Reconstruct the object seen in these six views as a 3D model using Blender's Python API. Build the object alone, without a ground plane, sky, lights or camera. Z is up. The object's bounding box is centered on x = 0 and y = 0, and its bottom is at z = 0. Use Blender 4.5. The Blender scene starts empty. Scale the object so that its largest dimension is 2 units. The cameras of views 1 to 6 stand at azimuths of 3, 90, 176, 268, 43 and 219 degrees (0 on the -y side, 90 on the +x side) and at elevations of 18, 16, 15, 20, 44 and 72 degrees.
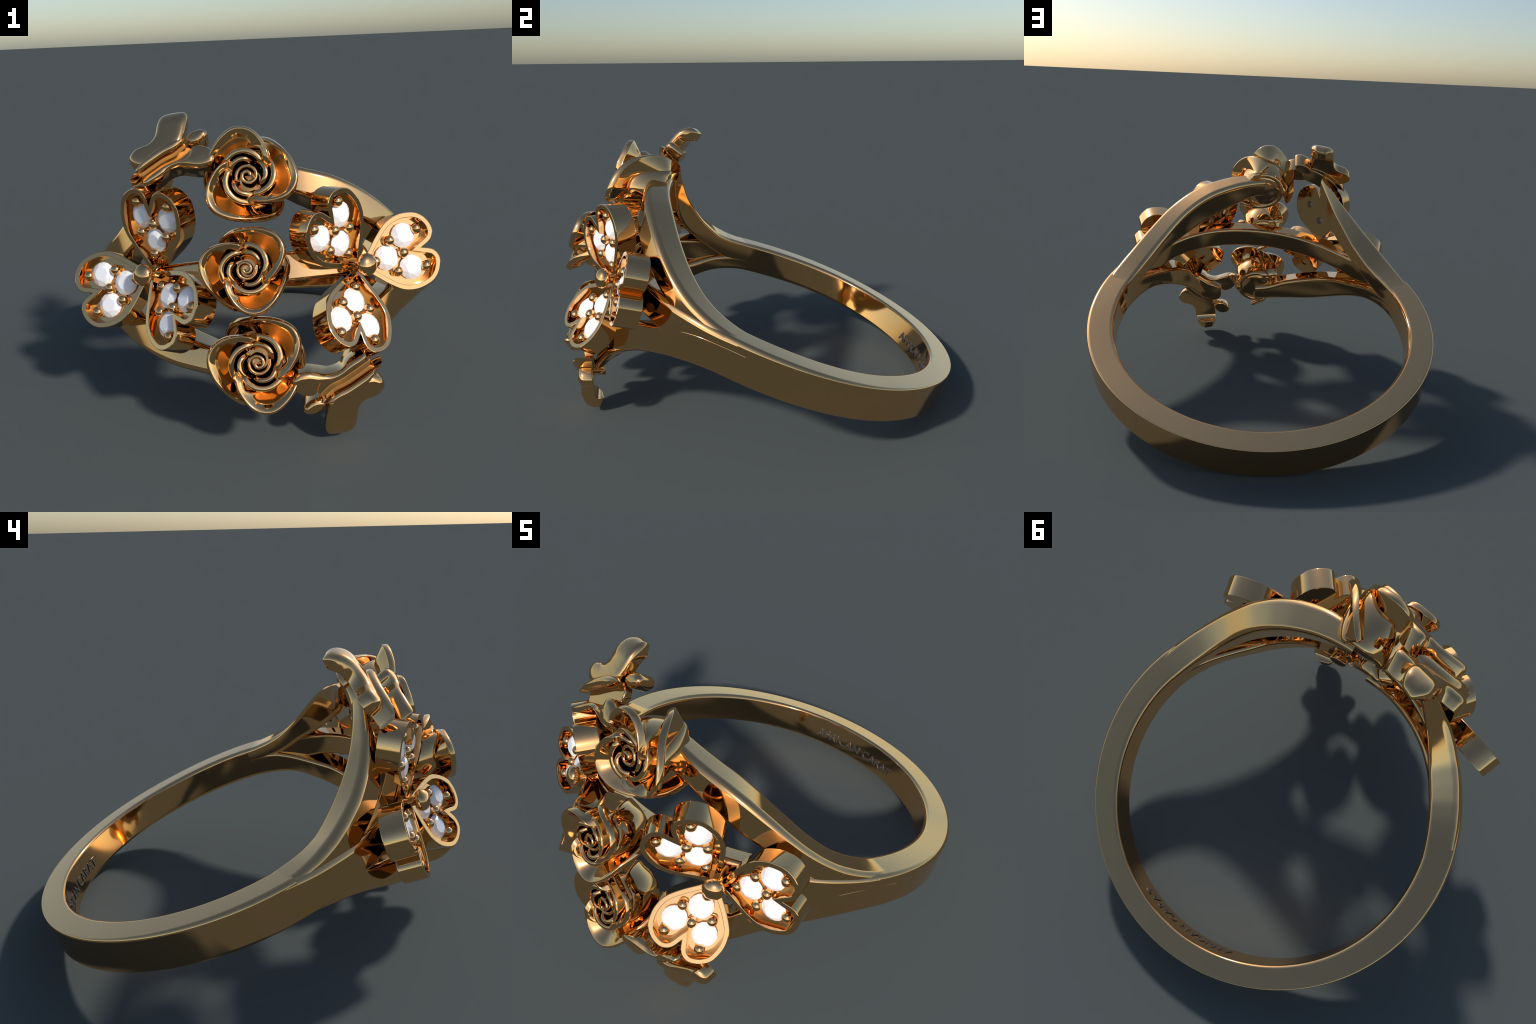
# Gold finger ring: split shank, three roses, two gem-set clover flowers, two butterflies.
# Everything is described in the ring's own frame (X right, -Y to the front, Z along the
# finger axis); the finished ring is then leaned back by TILT so that it rests on the ground.
import bpy, bmesh, math
import numpy as np
from mathutils import Matrix, Vector
from mathutils.geometry import delaunay_2d_cdt

TILT = 0.3627
CENTRE = Vector((0.0, 0.147, 0.3874))
c_, s_ = math.cos(TILT), math.sin(TILT)
FRAME = Matrix(((1, 0, 0, CENTRE.x), (0, c_, s_, CENTRE.y), (0, -s_, c_, CENTRE.z), (0, 0, 0, 1)))
HALF_TURN = Matrix.Rotation(math.pi, 4, 'Y')          # the design repeats after a half turn about Y

# ------------------------------------------------------------------ materials
def new_mat(name):
    m = bpy.data.materials.new(name)
    m.use_nodes = True
    nt = m.node_tree
    return m, nt, nt.nodes["Principled BSDF"]

def gold_material():
    m, nt, b = new_mat("polished_gold")
    tc = nt.nodes.new("ShaderNodeTexCoord")
    nz = nt.nodes.new("ShaderNodeTexNoise")
    nz.inputs["Scale"].default_value = 9.0
    nz.inputs["Detail"].default_value = 3.0
    nt.links.new(tc.outputs["Object"], nz.inputs["Vector"])
    ramp = nt.nodes.new("ShaderNodeValToRGB")
    ramp.color_ramp.elements[0].color = (0.93, 0.545, 0.235, 1)
    ramp.color_ramp.elements[1].color = (0.955, 0.565, 0.25, 1)
    nt.links.new(nz.outputs["Fac"], ramp.inputs["Fac"])
    nt.links.new(ramp.outputs["Color"], b.inputs["Base Color"])
    mr = nt.nodes.new("ShaderNodeMapRange")
    mr.inputs["To Min"].default_value = 0.055
    mr.inputs["To Max"].default_value = 0.075
    nt.links.new(nz.outputs["Fac"], mr.inputs["Value"])
    nt.links.new(mr.outputs["Result"], b.inputs["Roughness"])
    b.inputs["Metallic"].default_value = 1.0
    return m

def gem_material():
    m, nt, b = new_mat("white_gemstone")
    tc = nt.nodes.new("ShaderNodeTexCoord")
    nz = nt.nodes.new("ShaderNodeTexNoise")
    nz.inputs["Scale"].default_value = 30.0
    nt.links.new(tc.outputs["Object"], nz.inputs["Vector"])
    ramp = nt.nodes.new("ShaderNodeValToRGB")
    ramp.color_ramp.elements[0].color = (0.955, 0.955, 0.965, 1)
    ramp.color_ramp.elements[1].color = (0.985, 0.985, 0.99, 1)
    nt.links.new(nz.outputs["Fac"], ramp.inputs["Fac"])
    nt.links.new(ramp.outputs["Color"], b.inputs["Base Color"])
    b.inputs["Roughness"].default_value = 0.12
    b.inputs["IOR"].default_value = 1.6
    return m

def ink_material():
    m, nt, b = new_mat("dark_engraving")
    tc = nt.nodes.new("ShaderNodeTexCoord")
    nz = nt.nodes.new("ShaderNodeTexNoise")
    nz.inputs["Scale"].default_value = 60.0
    nt.links.new(tc.outputs["Object"], nz.inputs["Vector"])
    ramp = nt.nodes.new("ShaderNodeValToRGB")
    ramp.color_ramp.elements[0].color = (0.035, 0.035, 0.040, 1)
    ramp.color_ramp.elements[1].color = (0.052, 0.052, 0.060, 1)
    nt.links.new(nz.outputs["Fac"], ramp.inputs["Fac"])
    nt.links.new(ramp.outputs["Color"], b.inputs["Base Color"])
    b.inputs["Roughness"].default_value = 0.5
    return m

GOLD, GEM, INK = gold_material(), gem_material(), ink_material()

# ------------------------------------------------------------------ scene helpers
root = bpy.data.objects.new("floral_ring", None)
bpy.context.scene.collection.objects.link(root)
root["label"] = "polished gold ring with roses, gem-set clovers and butterflies"
root["category"] = "ring"
root.empty_display_size = 0.1

def add(name, mesh, local=Matrix(), parent=None):
    o = bpy.data.objects.new(name, mesh)
    bpy.context.scene.collection.objects.link(o)
    o.parent = parent or root
    w = FRAME @ local
    o.matrix_parent_inverse = Matrix()
    pw = o.parent["_w"] if o.parent is not root else None
    o.matrix_local = (Matrix([pw[i * 4:i * 4 + 4] for i in range(4)]).inverted() @ w) if pw else w
    o["_w"] = [x for r in w for x in r]
    return o

def make_mesh(name, verts, faces, mat=GOLD, smooth_angle=35, recalc=True, flat_plates=False):
    me = bpy.data.meshes.new(name)
    me.from_pydata([tuple(map(float, v)) for v in verts], [], [tuple(map(int, f)) for f in faces])
    bm = bmesh.new()
    bm.from_mesh(me)
    bmesh.ops.remove_doubles(bm, verts=bm.verts, dist=1e-5)
    if recalc:
        bmesh.ops.recalc_face_normals(bm, faces=bm.faces)
    lim = math.radians(smooth_angle)
    for f in bm.faces:
        f.smooth = smooth_angle > 0 and not (flat_plates and abs(f.normal.z) > .999)
    for e in bm.edges:
        e.smooth = not (len(e.link_faces) == 2 and e.calc_face_angle(0) > lim)
    bm.to_mesh(me)
    bm.free()
    me.materials.append(mat)
    return me

def weighted(mesh):
    """Face-weighted vertex normals, so that flat faces stay flat beside their rounded edges."""
    o = bpy.data.objects.new("helper", mesh)
    bpy.context.scene.collection.objects.link(o)
    md = o.modifiers.new("weighted", 'WEIGHTED_NORMAL')
    md.keep_sharp, md.weight = True, 80
    out = bpy.data.meshes.new_from_object(o.evaluated_get(bpy.context.evaluated_depsgraph_get()))
    out.name = mesh.name
    bpy.data.objects.remove(o)
    return out

def with_modifiers(mesh, mods, smooth_angle=60):
    """Apply a list of (type, settings) modifiers to a mesh and give back the result."""
    o = bpy.data.objects.new("helper", mesh)
    bpy.context.scene.collection.objects.link(o)
    for kind, settings in mods:
        md = o.modifiers.new(kind.lower(), kind)
        for k, v in settings.items():
            setattr(md, k, v)
    dg = bpy.context.evaluated_depsgraph_get()
    out = bpy.data.meshes.new_from_object(o.evaluated_get(dg))
    bpy.data.objects.remove(o)
    out.name = mesh.name
    bm = bmesh.new()
    bm.from_mesh(out)
    bmesh.ops.recalc_face_normals(bm, faces=bm.faces)
    lim = math.radians(smooth_angle)
    for f in bm.faces:
        f.smooth = True
    for e in bm.edges:
        e.smooth = not (len(e.link_faces) == 2 and e.calc_face_angle(0) > lim)
    bm.to_mesh(out)
    bm.free()
    return out

def spline(points, n, closed=True, corners=()):
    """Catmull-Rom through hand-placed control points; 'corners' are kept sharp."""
    P = np.array(points, float)
    k = len(P)
    out = []
    for i in range(k if closed else k - 1):
        p1, p2 = P[i], P[(i + 1) % k]
        p0 = p1 if i in corners or (not closed and i == 0) else P[i - 1]
        p3 = p2 if (i + 1) % k in corners or (not closed and i == k - 2) else P[(i + 2) % k]
        for t in np.arange(n) / n:
            out.append(0.5 * (2 * p1 + (p2 - p0) * t + (2 * p0 - 5 * p1 + 4 * p2 - p3) * t ** 2 + (3 * p1 - p0 - 3 * p2 + p3) * t ** 3))
    if not closed:
        out.append(P[-1])
    return np.array(out)

def smooth_interp(x, xs, ys):
    """Monotone-ish cubic through (xs, ys), xs increasing."""
    xs, ys = np.array(xs, float), np.array(ys, float)
    m = np.gradient(ys, xs)
    i = int(np.clip(np.searchsorted(xs, x) - 1, 0, len(xs) - 2))
    h = xs[i + 1] - xs[i]
    t = float(np.clip((x - xs[i]) / h, 0, 1))
    return ((2 * t ** 3 - 3 * t ** 2 + 1) * ys[i] + (t ** 3 - 2 * t ** 2 + t) * h * m[i]
            + (-2 * t ** 3 + 3 * t ** 2) * ys[i + 1] + (t ** 3 - t ** 2) * h * m[i + 1])

# ------------------------------------------------------------------ shank and its split arms
def rounded_section(rin, rout, zlo, zhi, f_out_top, f_out_bot, f_in, lean=0.0, sag=0.0, n=6):
    h, w = (zhi - zlo) * 0.49, (rout - rin) * 0.49
    pts = []
    for (r, z, f, a0) in ((rout, zhi, f_out_top, 90), (rin, zhi, f_in, 180), (rin, zlo, f_in, 270), (rout, zlo, f_out_bot, 0)):
        f = min(f, h, w)
        cr = r - f if r == rout else r + f
        cz = z - f if z == zhi else z + f
        if r == rout and z == zhi: a0 = 0
        elif r == rin and z == zhi: a0 = 90
        elif r == rin: a0 = 180
        else: a0 = 270
        for k in range(n + 1):
            a = math.radians(a0 + 90 * k / n)
            rr, zz = cr + f * math.cos(a), cz + f * math.sin(a)
            k_top = max(0.0, (zz - zlo) / (zhi - zlo))
            pts.append((rr, zz + ((rout - rr) / (rout - rin) - .5) * (lean * k_top + sag * (1 - k_top))))
    return pts

def sweep_bar(name, alphas, section):
    """Loft rounded sections round the finger axis; angle 0 is the front (-Y), 90 is +X."""
    verts, faces, m = [], [], None
    for a in alphas:
        sec = section(a)
        m = len(sec)
        ca, sa = math.cos(math.radians(a)), math.sin(math.radians(a))
        verts += [(r * sa, -r * ca, z) for r, z in sec]
    k = len(alphas)
    for i in range(k - 1):
        for j in range(m):
            j2 = (j + 1) % m
            faces.append((i * m + j, i * m + j2, (i + 1) * m + j2, (i + 1) * m + j))
    faces.append(tuple(range(m)))
    faces.append(tuple((k - 1) * m + j for j in range(m)))
    return weighted(make_mesh(name, verts, faces, smooth_angle=40))

def ease(x, a, b):
    t = min(1.0, max(0.0, (x - a) / (b - a)))
    return t * t * (3 - 2 * t)

def band_section(a):
    d = abs(180 - a)                                 # 0 at the back, 110 where the arms begin
    rout = .877 + .013 * ease(d, 20, 95)
    hw = .0815 + .0045 * ease(d, 60, 110)
    zc = math.copysign(.011 * ease(d, 60, 110), 180 - a)
    f = .003 + .019 * ease(d, 10, 112)
    return rounded_section(.765 - .011 * ease(d, 30, 108), rout, zc - hw, zc + hw, f, f, .013 + .009 * ease(d, 0, 90))

# the plain hoop leans a hair less than the flowers' frame
LEAN = 0.3590
cl, sl = math.cos(LEAN), math.sin(LEAN)
HOOP = FRAME.inverted() @ Matrix(((1, 0, 0, 0), (0, cl, sl, .1488), (0, -sl, cl, .3883), (0, 0, 0, 1)))
shank = add("shank", sweep_bar("shank", np.linspace(69, 291, 223), band_section), HOOP)

def table_section(tab, fillets):
    """Edges of an arm as smooth functions of the angle; fillets(angle) gives top, bottom and inner rounding."""
    al = np.array([t[0] for t in tab], float)
    fine = np.linspace(al[0], al[-1], 400)
    ker = np.exp(-0.5 * (np.arange(-30, 31) / 9.0) ** 2)
    ker /= ker.sum()
    cols = []
    for i in (1, 2, 3, 4):
        y = np.interp(fine, al, [t[i] for t in tab])
        pad = np.concatenate([2 * y[0] - y[30:0:-1], y, 2 * y[-1] - y[-2:-32:-1]])
        cols.append(np.convolve(pad, ker, 'valid'))
    def sec(a):
        zlo, zhi, rin, rout = (float(np.interp(a, fine, c)) for c in cols)
        return rounded_section(rin, rout, zlo, zhi, *fillets(a))
    return sec

# angle, lower edge, upper edge, inner radius, outer radius
ROSE_ARM = [(-1, .340, .446, .752, .850), (4, .334, .440, .752, .864), (12, .292, .421, .752, .880), (22, .236, .388, .751, .890), (29, .194, .350, .751, .893),
            (36, .154, .299, .752, .894), (46, .100, .214, .748, .891), (52, .066, .170, .747, .887), (57, .040, .140, .747, .884),
            (64, .020, .113, .748, .882), (71, .010, .0975, .751, .880), (76, .010, .0950, .755, .880)]
FLY_ARM = [(24, .375, .470, .830, .890), (26, .315, .425, .826, .894), (29, .225, .368, .812, .898), (32, .160, .316, .798, .898), (35, .122, .278, .787, .898),
           (38.5, .088, .238, .774, .896), (44, .052, .183, .755, .892), (50, .018, .142, .747, .888), (55, -.008, .112, .745, .885),
           (61, -.035, .090, .746, .883), (66, -.045, .080, .748, .881), (71, -.050, .0745, .751, .880), (76, -.050, .0740, .755, .880)]
MID_HALF = [(0, -.060, .060, .812, .904), (6, -.054, .068, .812, .904), (13, -.045, .078, .812, .904), (20, -.036, .085, .810, .904), (28, -.028, .091, .806, .902), (36, -.022, .095, .799, .900),
            (43, -.024, .098, .790, .897), (50, -.032, .101, .780, .895), (58, -.048, .103, .770, .893), (65, -.054, .101, .765, .892), (71, -.055, .0975, .762, .8904), (76, -.055, .096, .762, .8896)]
MID_ARM = [(-a, -hi, -lo, ri, ro) for a, lo, hi, ri, ro in MID_HALF[:0:-1]] + MID_HALF
LEDGE = {-76: .076, -71: .075, -65: .067, -58: .060, -50: .046, -43: .032}       # the ledge beside the butterfly arm
MID_ARM = [(a, lo, LEDGE.get(a, hi), ri, ro) for a, lo, hi, ri, ro in MID_ARM]

rose_arm_mesh = sweep_bar("rose_arm", np.linspace(-1, 76, 110), table_section(ROSE_ARM, lambda a: (.032 - .006 * ease(a, 50, 76), .020 - .014 * ease(a, 45, 62), .028 - .006 * ease(a, 50, 76), 0.0, -.032 * ease(a, 4, 14) * (1 - ease(a, 36, 50)))))
fly_sec = table_section(FLY_ARM, lambda a: (.040 - .017 * ease(a, 55, 74), .016 - .013 * ease(a, 45, 56), .020, -.032 * (1 - ease(a, 52, 70))))
fly_arm_mesh = sweep_bar("butterfly_arm", -np.linspace(24, 76, 100), lambda a: fly_sec(-a))
# the lower one lies flush with the outside of the middle arm
flush_sec = table_section([(a, lo, hi, ri, ro + .0108 * ease(a, 40, 62)) for a, lo, hi, ri, ro in FLY_ARM], lambda a: (.034 - .013 * ease(a, 50, 74), .016 - .013 * ease(a, 45, 56), .020, -.032 * (1 - ease(a, 52, 70))))
flush_arm_mesh = sweep_bar("butterfly_arm", -np.linspace(24, 76, 100), lambda a: flush_sec(-a))
def mid_fillets(a):
    merged, grooved = .014 - .012 * ease(abs(a), 42, 56), .018 + .016 * ease(abs(a), 30, 56) - .010 * ease(abs(a), 62, 76)
    return (grooved, merged, .018) if a > 0 else (grooved, grooved, .018)
mid_arm_mesh = sweep_bar("middle_arm", np.linspace(-76, 76, 185), table_section(MID_ARM, mid_fillets))
add("middle_arm", mid_arm_mesh)
for turn in (Matrix(), HALF_TURN):
    add("rose_arm", rose_arm_mesh, turn)
    add("butterfly_arm", fly_arm_mesh if turn == Matrix() else flush_arm_mesh, turn)

# ------------------------------------------------------------------ lettering inside the shank
def lettering():
    cu = bpy.data.curves.new("lettering", 'FONT')
    cu.body = "AFRICAN CARAT"
    cu.size = 0.072
    cu.align_x, cu.align_y = 'CENTER', 'BOTTOM_BASELINE'
    cu.extrude = 0.003
    cu.space_character = 1.0
    o = bpy.data.objects.new("helper", cu)
    bpy.context.scene.collection.objects.link(o)
    me = bpy.data.meshes.new_from_object(o.evaluated_get(bpy.context.evaluated_depsgraph_get()))
    bpy.data.objects.remove(o)
    xs = [v.co.x for v in me.vertices]
    ys = [v.co.y for v in me.vertices]
    k, ky = 0.545 / (max(xs) - min(xs)), 0.046 / max(ys)
    mid = (max(xs) + min(xs)) / 2
    for v in me.vertices:
        a = math.pi - (v.co.x - mid) * k / 0.77       # runs from -X to +X across the back
        r = 0.7642 - v.co.z
        v.co = (r * math.sin(a), -r * math.cos(a), -0.036 + v.co.y * ky)
    me.materials.clear()
    me.materials.append(INK)
    return me

add("lettering", lettering(), HOOP, parent=shank)

# ------------------------------------------------------------------ clover leaves with gems
def ring_offset(P, t):
    """Inward miter offset of a counter-clockwise closed outline."""
    a, b = P - np.roll(P, 1, 0), np.roll(P, -1, 0) - P
    a /= np.linalg.norm(a, axis=1)[:, None]
    b /= np.linalg.norm(b, axis=1)[:, None]
    na, nb = np.stack([-a[:, 1], a[:, 0]], 1), np.stack([-b[:, 1], b[:, 0]], 1)
    m = na + nb
    m /= np.linalg.norm(m, axis=1)[:, None]
    return P + m * (t / np.maximum((m * na).sum(1), 0.45))[:, None]

HEART_HALF = [(-.206, 0), (-.155, .052), (-.103, .103), (-.052, .142), (.000, .158), (.048, .157), (.096, .142), (.130, .106), (.143, .060), (.124, .022), (.077, .0)]
half = spline(HEART_HALF, 7, closed=False)
heart = np.vstack([half[::-1], (half * [1, -1])[1:-1]])   # counter-clockwise in (u, v)
if np.sum(heart[:, 0] * np.roll(heart[:, 1], -1) - heart[:, 1] * np.roll(heart[:, 0], -1)) < 0:
    heart = heart[::-1]
GEM_SPOTS = [(.022, .068), (.022, -.068), (-.073, 0)]
PRONG_SPOTS = [(0, 0), (-.045, .066), (-.045, -.066), (-.127, 0), (.082, .080), (.082, -.080)]
K_RIM, K_FLOOR, K_BACK = .016, -.024, -.081

def plate_with_holes(outline, holes, k, flip=False):
    """Flat region between an outline and round holes, as vertices and faces."""
    pts = [Vector(p) for p in outline]
    loops = [list(range(len(outline)))]
    for h in holes:
        loops.append(list(range(len(pts), len(pts) + len(h))))
        pts += [Vector(p) for p in h]
    edges = [(l[i], l[(i + 1) % len(l)]) for l in loops for i in range(len(l))]
    v, e, f, *_ = delaunay_2d_cdt(pts, edges, [], 0, 1e-7)
    keep = []
    oc = np.array(outline)
    for t in f:
        cx = sum((v[i].x for i in t)) / len(t)
        cy = sum((v[i].y for i in t)) / len(t)
        if not inside(oc, cx, cy):
            continue
        if any(math.hypot(cx - np.mean(np.array(h)[:, 0]), cy - np.mean(np.array(h)[:, 1])) < np.linalg.norm(np.array(h[0]) - np.mean(np.array(h), 0)) * .98 for h in holes):
            continue
        keep.append(t)
    return [(p.x, p.y, k) for p in v], keep

def inside(poly, x, y):
    a, b = poly, np.roll(poly, -1, 0)
    c = (a[:, 1] > y) != (b[:, 1] > y)
    with np.errstate(divide='ignore', invalid='ignore'):
        xi = a[:, 0] + (y - a[:, 1]) * (b[:, 0] - a[:, 0]) / (b[:, 1] - a[:, 1])
    return bool(np.sum(c & (x < xi)) % 2)

def circle(cx, cy, r, n=28):
    return [(cx + r * math.cos(2 * math.pi * i / n), cy + r * math.sin(2 * math.pi * i / n)) for i in range(n)]

def leaf_mesh():
    verts, faces = [], []
    def put(vs, fs):
        o = len(verts)
        verts.extend(vs)
        faces.extend([tuple(i + o for i in f) for f in fs])
    def wall(loops):
        n = len(loops[0])
        vs = [p for l in loops for p in l]
        fs = [(i * n + j, i * n + (j + 1) % n, (i + 1) * n + (j + 1) % n, (i + 1) * n + j) for i in range(len(loops) - 1) for j in range(n)]
        put(vs, fs)
    lift = lambda P, k: [(p[0], p[1], k) for p in P]
    inner = ring_offset(heart, .0210)
    floor = ring_offset(heart, .0225)
    # outer wall, small edge rounding, flat rim, inner wall
    wall([lift(ring_offset(heart, .004), K_BACK), lift(ring_offset(heart, .001), K_BACK + .001), lift(heart, K_BACK + .004), lift(heart, K_RIM - .003), lift(ring_offset(heart, .0008), K_RIM - .0008),
          lift(ring_offset(heart, .003), K_RIM), lift(ring_offset(heart, .0190), K_RIM), lift(ring_offset(heart, .0204), K_RIM - .0006), lift(inner, K_RIM - .002), lift(floor, K_FLOOR)])
    put(*plate_with_holes(floor, [circle(x, y, .0485) for x, y in GEM_SPOTS], K_FLOOR))
    put(*plate_with_holes(ring_offset(heart, .004), [circle(x, y, .0215) for x, y in GEM_SPOTS], K_BACK))
    for x, y in GEM_SPOTS:
        wall([lift(circle(x, y, .0485), K_FLOOR), lift(circle(x, y, .0215), K_BACK + .025), lift(circle(x, y, .0215), K_BACK)])
    return weighted(make_mesh("clover_leaf", verts, faces, smooth_angle=32, flat_plates=True))

def gem_mesh(R=.0520):
    """Round brilliant: table, star/kite crown, thin girdle, pavilion."""
    n = 8
    def pol(r, k, m, ph=0.0):
        return [(r * math.cos(2 * math.pi * (i + ph) / m), r * math.sin(2 * math.pi * (i + ph) / m), k) for i in range(m)]
    V = pol(R * .56, .0175, n) + pol(R * .80, .0105, n, .5) + pol(R, .001, 2 * n) + pol(R, -.002, 2 * n) + [(0, 0, -.034)]
    F = [tuple(range(n))]
    for i in range(n):
        i2 = (i + 1) % n
        F.append((i, i2, n + i))                                   # star
        F.append((i2, n + i, 2 * n + (2 * i + 2) % (2 * n), n + i2))  # kite
        F.append((n + i, 2 * n + 2 * i, 2 * n + 2 * i + 1))
        F.append((n + i, 2 * n + 2 * i + 1, 2 * n + (2 * i + 2) % (2 * n)))
    for i in range(2 * n):
        j = (i + 1) % (2 * n)
        F.append((2 * n + i, 2 * n + j, 4 * n + j, 4 * n + i))
        F.append((4 * n + i, 4 * n + j, 6 * n))
    return make_mesh("gemstone", V, F, mat=GEM, smooth_angle=0)

def lathe(name, profile, n=28, smooth_angle=40, mat=GOLD):
    """Turn (radius, height) pairs about the local Z axis."""
    V, F = [], []
    for r, z in profile:
        V += [(r * math.cos(2 * math.pi * i / n), r * math.sin(2 * math.pi * i / n), z) for i in range(n)]
    for k in range(len(profile) - 1):
        for i in range(n):
            j = (i + 1) % n
            F.append((k * n + i, k * n + j, (k + 1) * n + j, (k + 1) * n + i))
    F.append(tuple(range(n)))
    F.append(tuple((len(profile) - 1) * n + i for i in range(n)))
    return make_mesh(name, V, F, mat, smooth_angle)

def dome(r, z_base, z_ctr, squash=1.0, steps=8):
    return [(r * .96, z_base), (r, z_base + .002)] + [(max(r * math.cos(a), 1e-4), z_ctr + r * squash * math.sin(a)) for a in np.linspace(0, math.pi / 2, steps)]

leaf_me, gem_me = leaf_mesh(), gem_mesh()
prong_me = lathe("prong", dome(.0222, K_FLOOR - .004, -.004, .85), 20)

def frame_at(origin, u, n):
    """Local frame: x along u, z along n."""
    n = Vector(n).normalized()
    u = Vector(u)
    u = (u - n * u.dot(n)).normalized()
    v = n.cross(u)
    return Matrix(((u.x, v.x, n.x, origin[0]), (u.y, v.y, n.y, origin[1]), (u.z, v.z, n.z, origin[2]), (0, 0, 0, 1)))

LEAVES = [((.3232, -.9468, .1400), (-.4376, -.5957, .6735), (.6573, -.7230, -.2124)),
          ((.6124, -.7807, .0555), (.9314, .2388, .2746), (.2637, -.9629, -.0572)),
          ((.4021, -.9004, -.1936), (-.0199, -.3948, -.9186), (.5349, -.7804, .3238))]
BALL = (.448, -.887, .008)

ball_prof = [(.020, -.100), (.020, -.027)] + [(.0455 * math.sin(a), -.0315 * math.cos(a)) for a in np.linspace(.50, 2.60, 16)] + [(.012, .0300), (.0005, .0306)]
ball_me = lathe("clover_centre", ball_prof, 32)

def box_mesh(name, sx, sy, sz, bevel):
    bm = bmesh.new()
    bmesh.ops.create_cube(bm, size=1)
    bmesh.ops.scale(bm, vec=(sx, sy, sz), verts=bm.verts)
    bmesh.ops.bevel(bm, geom=bm.edges[:], offset=bevel, segments=3, affect='EDGES', profile=.5)
    me = bpy.data.meshes.new(name)
    bm.to_mesh(me)
    bm.free()
    me.materials.append(GOLD)
    for p in me.polygons:
        p.use_smooth = True
    me.set_sharp_from_angle(angle=math.radians(40))
    return me

seat_me = box_mesh("clover_seat", .095, .095, .06, .006)
for turn in (Matrix(), HALF_TURN):
    for org, u, n in LEAVES:
        L = turn @ frame_at(org, u, n)
        leaf = add("clover_leaf", leaf_me, L)
        for i, (x, y) in enumerate(GEM_SPOTS):
            add("gemstone", gem_me, L @ Matrix.Translation((x, y, -.0150)) @ Matrix.Rotation(.3 + i, 4, 'Z'), leaf)
        for x, y in PRONG_SPOTS:
            add("prong", prong_me, L @ Matrix.Translation((x, y, 0)), leaf)
    add("clover_centre", ball_me, turn @ frame_at(BALL, (0, 0, 1), (.52, -.85, .0)))
    # square seat that carries the clover on the middle arm
    a = math.radians(28.5)
    add("clover_seat", seat_me, turn @ frame_at((.855 * math.sin(a), -.855 * math.cos(a), .022), (0, 0, 1), (math.sin(a), -math.cos(a), 0)))

# ------------------------------------------------------------------ roses
# petal rim: angle from the petal's peak, radius, height above the rose's front plane
PETAL_RIM = [(-112, .088, -.085), (-100, .090, -.045), (-88, .094, -.010), (-76, .101, .010), (-60, .117, .016), (-45, .136, .015), (-33, .157, .014), (-17, .184, .012), (0, .196, .009),
             (20, .187, .002), (40, .177, -.014), (58, .175, -.044), (74, .180, -.088), (88, .181, -.138), (100, .172, -.180), (108, .160, -.205)]
INNER_RIM = [(-88, .066, -.016), (-75, .071, .002), (-50, .081, .012), (-25, .091, .013), (0, .097, .008), (25, .098, -.001), (50, .096, -.014), (72, .094, -.032), (92, .092, -.056)]
DEPTH = .222

def flaring(q, rr, wr):
    """Outer petal from base (q=0) to rim (q=1): a cup, then a bowl that opens to a rolled lip."""
    r0 = min(.116, rr * .93)
    w1 = max(-DEPTH + .01, wr - .064 * (rr - r0) / .080)
    if q < .35:
        p = q / .35
        return r0 * (.84 + .16 * p + .12 * math.sin(math.pi * p)), -DEPTH + (w1 + DEPTH) * p
    p = (q - .35) / .65
    return r0 + (rr - r0) * (.85 * p + .15 * p * p), w1 + (wr - w1) * (.93 * (p / .88) ** 1.35 if p < .88 else .93 + .07 * (1 - ((1 - p) / .12) ** 2))

def closed(q, rr, wr):
    """Inner petal: bellied, drawn in a little at the rim."""
    return rr * (.80 + .26 * math.sin(math.pi * min(1, q * 1.05) * .62)), -.125 + (wr + .125) * q

def petal_mesh(name, rim, profile, span, thick, nx=48, ny=20):
    ps, rs, ws = [r[0] for r in rim], [r[1] for r in rim], [r[2] for r in rim]
    V, F = [], []
    for i in range(nx + 1):
        p = ps[0] + (ps[-1] - ps[0]) * i / nx
        rr, wr = smooth_interp(p, ps, rs), smooth_interp(p, ps, ws)
        for j in range(ny + 1):
            t = j / ny
            a = math.radians(p * (span + (1 - span) * t))
            r, w = profile(t, rr, wr)
            V.append((r * math.cos(a), r * math.sin(a), w))
    for i in range(nx):
        for j in range(ny):
            q = i * (ny + 1) + j
            F.append((q, q + 1, q + ny + 2, q + ny + 1))
    me = make_mesh(name, V, F, smooth_angle=180)
    return with_modifiers(me, [('SOLIDIFY', dict(thickness=thick, offset=0.0)), ('SUBSURF', dict(levels=1, render_levels=1))], 80)

outer_petal = petal_mesh("petal", PETAL_RIM, flaring, .74, .029)
inner_petal = petal_mesh("petal", INNER_RIM, closed, .92, .023, 34, 14)

BUD_RIM = [(-56, .052, -.010), (-40, .060, .006), (-15, .067, .011), (10, .069, .008), (32, .067, -.004), (50, .063, -.024)]
bud_petal = petal_mesh("petal", BUD_RIM, closed, .95, .019, 24, 12)

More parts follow.
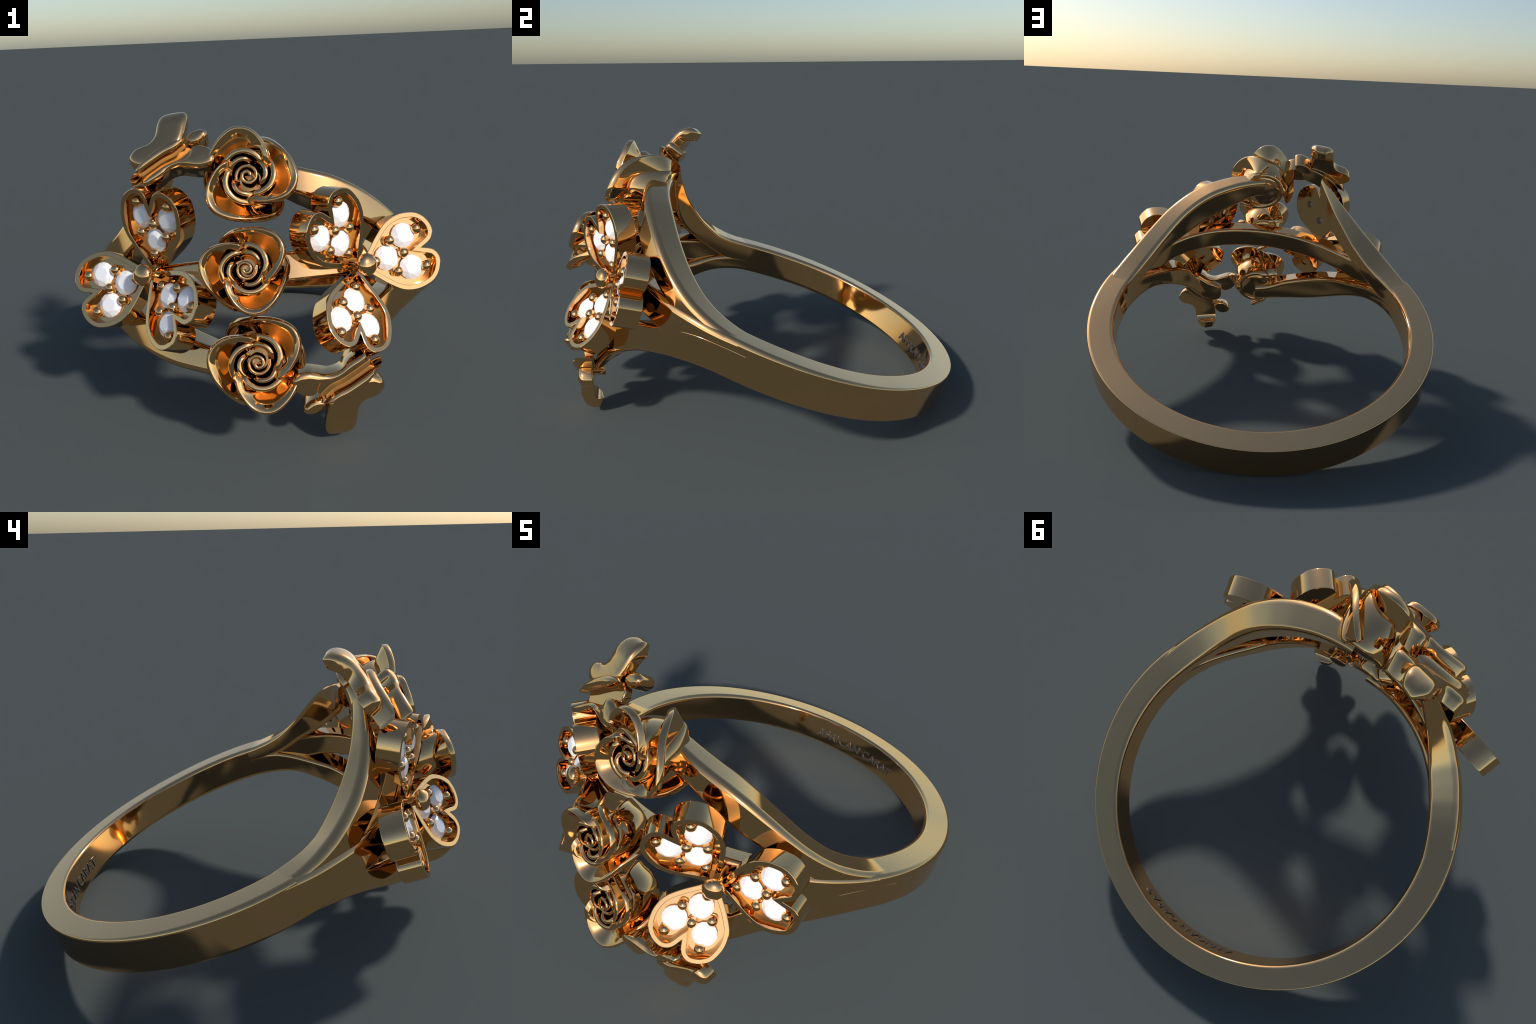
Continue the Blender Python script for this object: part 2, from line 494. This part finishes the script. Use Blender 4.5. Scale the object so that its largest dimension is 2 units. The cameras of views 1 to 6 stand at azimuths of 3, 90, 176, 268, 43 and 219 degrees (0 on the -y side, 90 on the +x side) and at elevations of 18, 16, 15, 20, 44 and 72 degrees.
def rose_heart():
    """Base dish and the rolled bud: a ribbon wound in a spiral."""
    V, F = [], []
    turns, n, th = 1.55, 120, .0076
    for i in range(n + 1):
        t = i / n
        a = 2 * math.pi * turns * t
        r = .008 + .038 * t ** .95
        top = .010 - .020 * t ** 2
        ca, sa = math.cos(a), math.sin(a)
        prof = [(-th, -.16), (-th, top - .0065), (-th * .82, top - .003), (-th * .45, top - .0007), (0, top), (th * .45, top - .0007), (th * .82, top - .003), (th, top - .0065), (th, -.16)]
        V += [((r + dr) * ca, (r + dr) * sa, w) for dr, w in prof]
    m = 9
    for i in range(n):
        for j in range(m):
            F.append((i * m + j, i * m + (j + 1) % m, (i + 1) * m + (j + 1) % m, (i + 1) * m + j))
    F += [tuple(range(m)), tuple(n * m + j for j in range(m))]
    o = len(V)
    prof = [(.0005, -.226), (.06, -.226), (.085, -.221), (.104, -.205), (.120, -.150), (.126, -.100), (.118, -.080), (.100, -.074), (.088, -.080), (.082, -.125), (.0005, -.130)]
    k = 40
    for r, z in prof:
        V += [(r * math.cos(2 * math.pi * i / k), r * math.sin(2 * math.pi * i / k), z) for i in range(k)]
    for q in range(len(prof) - 1):
        for i in range(k):
            F.append((o + q * k + i, o + q * k + (i + 1) % k, o + (q + 1) * k + (i + 1) % k, o + (q + 1) * k + i))
    return make_mesh("rose", V, F, smooth_angle=50)

heart_me = rose_heart()

def rose(X, Y, Z, petal_angles, half_turn, size=1.0):
    """Rose facing -Y; petal angles are measured from +X towards +Z as seen from the front."""
    base = Matrix(((1, 0, 0, X), (0, 0, -1, Y), (0, 1, 0, Z), (0, 0, 0, 1)))
    if half_turn:
        base = base @ Matrix.Rotation(math.pi, 4, 'Z')
    base = base @ Matrix.Diagonal((size, size, 1, 1))
    r = add("rose", heart_me, base)
    for k, a in enumerate(petal_angles):
        add("petal", outer_petal, base @ Matrix.Rotation(math.radians(a), 4, 'Z'), r)
    for k, a in enumerate(petal_angles):
        add("petal", inner_petal, base @ Matrix.Rotation(math.radians(a + 12), 4, 'Z'), r)
    for k, a in enumerate(petal_angles):
        add("petal", bud_petal, base @ Matrix.Rotation(math.radians(a + 26), 4, 'Z'), r)
    return r

PETALS = (-8, 105, 223)
rose(-.010, -1.003, .360, PETALS, False)
rose(.010, -1.003, -.360, PETALS, True)
mid_rose = rose(-.021, -1.106, -.004, PETALS, True, .89)
stem_me = lathe("rose_stem", [(.060, -.04), (.056, .0), (.060, .045)], 28)
add("rose_stem", stem_me, Matrix(((1, 0, 0, -.02), (0, 0, -1, -.885), (0, 1, 0, .0), (0, 0, 0, 1))), mid_rose)

# ------------------------------------------------------------------ butterflies
FD = Vector((0, -.94, .34)).normalized()                 # direction the wings face
FE = Vector((0, .34, .94)).normalized()

def cushion(name, outline, thick, round_r, dome_h, depth0, slope=.2, bend=None):
    """Thick plate with a cushioned front: outline in (X, FE) coordinates of the ring frame."""
    O = np.array(outline)
    if np.sum(O[:, 0] * np.roll(O[:, 1], -1) - O[:, 1] * np.roll(O[:, 0], -1)) < 0:
        O = O[::-1]
    def dist(p):
        a, b = O, np.roll(O, -1, 0)
        ab = b - a
        t = np.clip(((p - a) * ab).sum(1) / (ab * ab).sum(1), 0, 1)
        return float(np.sqrt((((a + ab * t[:, None]) - p) ** 2).sum(1)).min())
    pts = [tuple(p) for p in O]
    for f in (.04, .14, .30, .52, .78, 1.05, 1.4):
        for p in ring_offset(O, round_r * f):
            if inside(O, *p) and dist(p) > round_r * f * .93:
                pts.append(tuple(p))
    lo, hi, st = O.min(0), O.max(0), .0062
    for x in np.arange(lo[0], hi[0], st):
        for y in np.arange(lo[1], hi[1], st):
            if inside(O, x, y) and dist(np.array((x, y))) > round_r * 1.4 + .003:
                pts.append((x, y))
    n = len(O)
    v, e, f, *_ = delaunay_2d_cdt([Vector(p) for p in pts], [(i, (i + 1) % n) for i in range(n)], [], 0, 1e-7)
    P = np.array([(p.x, p.y) for p in v])
    F = [t for t in f if inside(O, *np.mean(P[list(t)], 0))]
    V = []
    m = len(P)
    H = np.zeros(m)
    near = [set() for _ in range(m)]
    for t in F:
        for i in t:
            near[i] |= set(t) - {i}
    D = np.array([dist(p) for p in P])
    for i, d in enumerate(D):
        q = min(d / round_r, 1)
        H[i] = round_r * (math.sqrt(max(0, 1 - (1 - q) ** 2)) - 1) + dome_h * (1 - (1 - min(1, d / .045)) ** 2)
    for _ in range(12):                               # relax the crown so that no crease is left along the middle
        H2 = H.copy()
        for i in range(m):
            if D[i] > max(round_r * 1.5, D.max() * .5) and near[i]:
                H2[i] = .4 * H[i] + .6 * np.mean(H[list(near[i])])
        H = H2
    for side in (0, 1):
        for i, p in enumerate(P):
            d = D[i]
            if side == 0:
                h = H[i]
            else:
                h = -thick + .006 * (1 - math.sqrt(max(0, 1 - (1 - min(d / .006, 1)) ** 2)))
            V.append(place(p[0], p[1], h, depth0, slope, bend))
    faces = [tuple(t) for t in F] + [tuple(i + m for i in reversed(t)) for t in F]
    # side wall along border edges
    cnt = {}
    for t in F:
        for i in range(len(t)):
            cnt[(t[i], t[(i + 1) % len(t)])] = 1
    for (a, b) in list(cnt):
        if (b, a) not in cnt:
            faces.append((a, a + m, b + m, b))
    return make_mesh(name, V, faces, smooth_angle=42)

def place(x, q, h, depth0, slope, bend):
    dep = depth0 + slope * (x + .35) + h
    if bend:
        q0, R = bend
        if q > q0:
            s = min((q - q0) / R, .985)
            a = math.asin(s)
            q, dep = q0 + (R + h) * math.sin(a) * 1.0, dep - h + (R + h) * math.cos(a) - R
    return Vector((x, 0, 0)) + FE * q + FD * dep

UPPER_WING = [(-.312, .391), (-.280, .384), (-.266, .345), (-.276, .246), (-.300, .190), (-.360, .150), (-.420, .120), (-.459, .115), (-.492, .132), (-.509, .159), (-.505, .183),
              (-.486, .205), (-.459, .215), (-.434, .222), (-.415, .238), (-.402, .266), (-.397, .320), (-.386, .364), (-.352, .389)]
BODY = [(-.494, .055), (-.462, .113), (-.430, .147), (-.399, .172), (-.350, .197), (-.300, .209), (-.255, .206), (-.280, .180), (-.311, .157), (-.355, .138), (-.406, .107), (-.451, .078)]
SMALL_WING = [(-.280, .222), (-.264, .249), (-.240, .265), (-.213, .270), (-.188, .262), (-.180, .246), (-.188, .225), (-.214, .205), (-.238, .199), (-.262, .203)]
LOWER_WING = [(-.427, .004), (-.411, .025), (-.378, .049), (-.337, .072), (-.303, .083), (-.271, .085), (-.250, .092), (-.241, .109), (-.238, .126), (-.223, .140), (-.200, .142), (-.166, .128),
              (-.140, .098), (-.138, .066), (-.159, .045), (-.198, .040), (-.236, .049), (-.273, .059), (-.302, .056), (-.325, .045), (-.345, .027), (-.378, .006), (-.414, -.010)]

def sp(o, corners=()):
    return spline(o, 7, True, corners)

body_me = cushion("butterfly", sp(BODY, (0, 6)), .080, .014, .020, .998)
upper_me = cushion("wing", sp(UPPER_WING), .060, .018, .010, .982, bend=(.288, .105))
small_me = cushion("wing", sp(SMALL_WING), .090, .016, .012, .962)
lower_me = cushion("wing", sp(LOWER_WING), .090, .015, .010, 1.042)
WEB = [(-.455, .070), (-.400, .140), (-.290, .195), (-.240, .175), (-.245, .110), (-.320, .075), (-.415, .020)]
web_me = cushion("wing_web", sp(WEB), .045, .008, .0, .958)
for turn in (Matrix(), HALF_TURN):
    b = add("butterfly", body_me, turn)
    for me in (upper_me, small_me, lower_me):
        add("wing", me, turn, b)
    add("wing_web", web_me, turn, b)

for o in bpy.data.objects:
    if "_w" in o:
        del o["_w"]
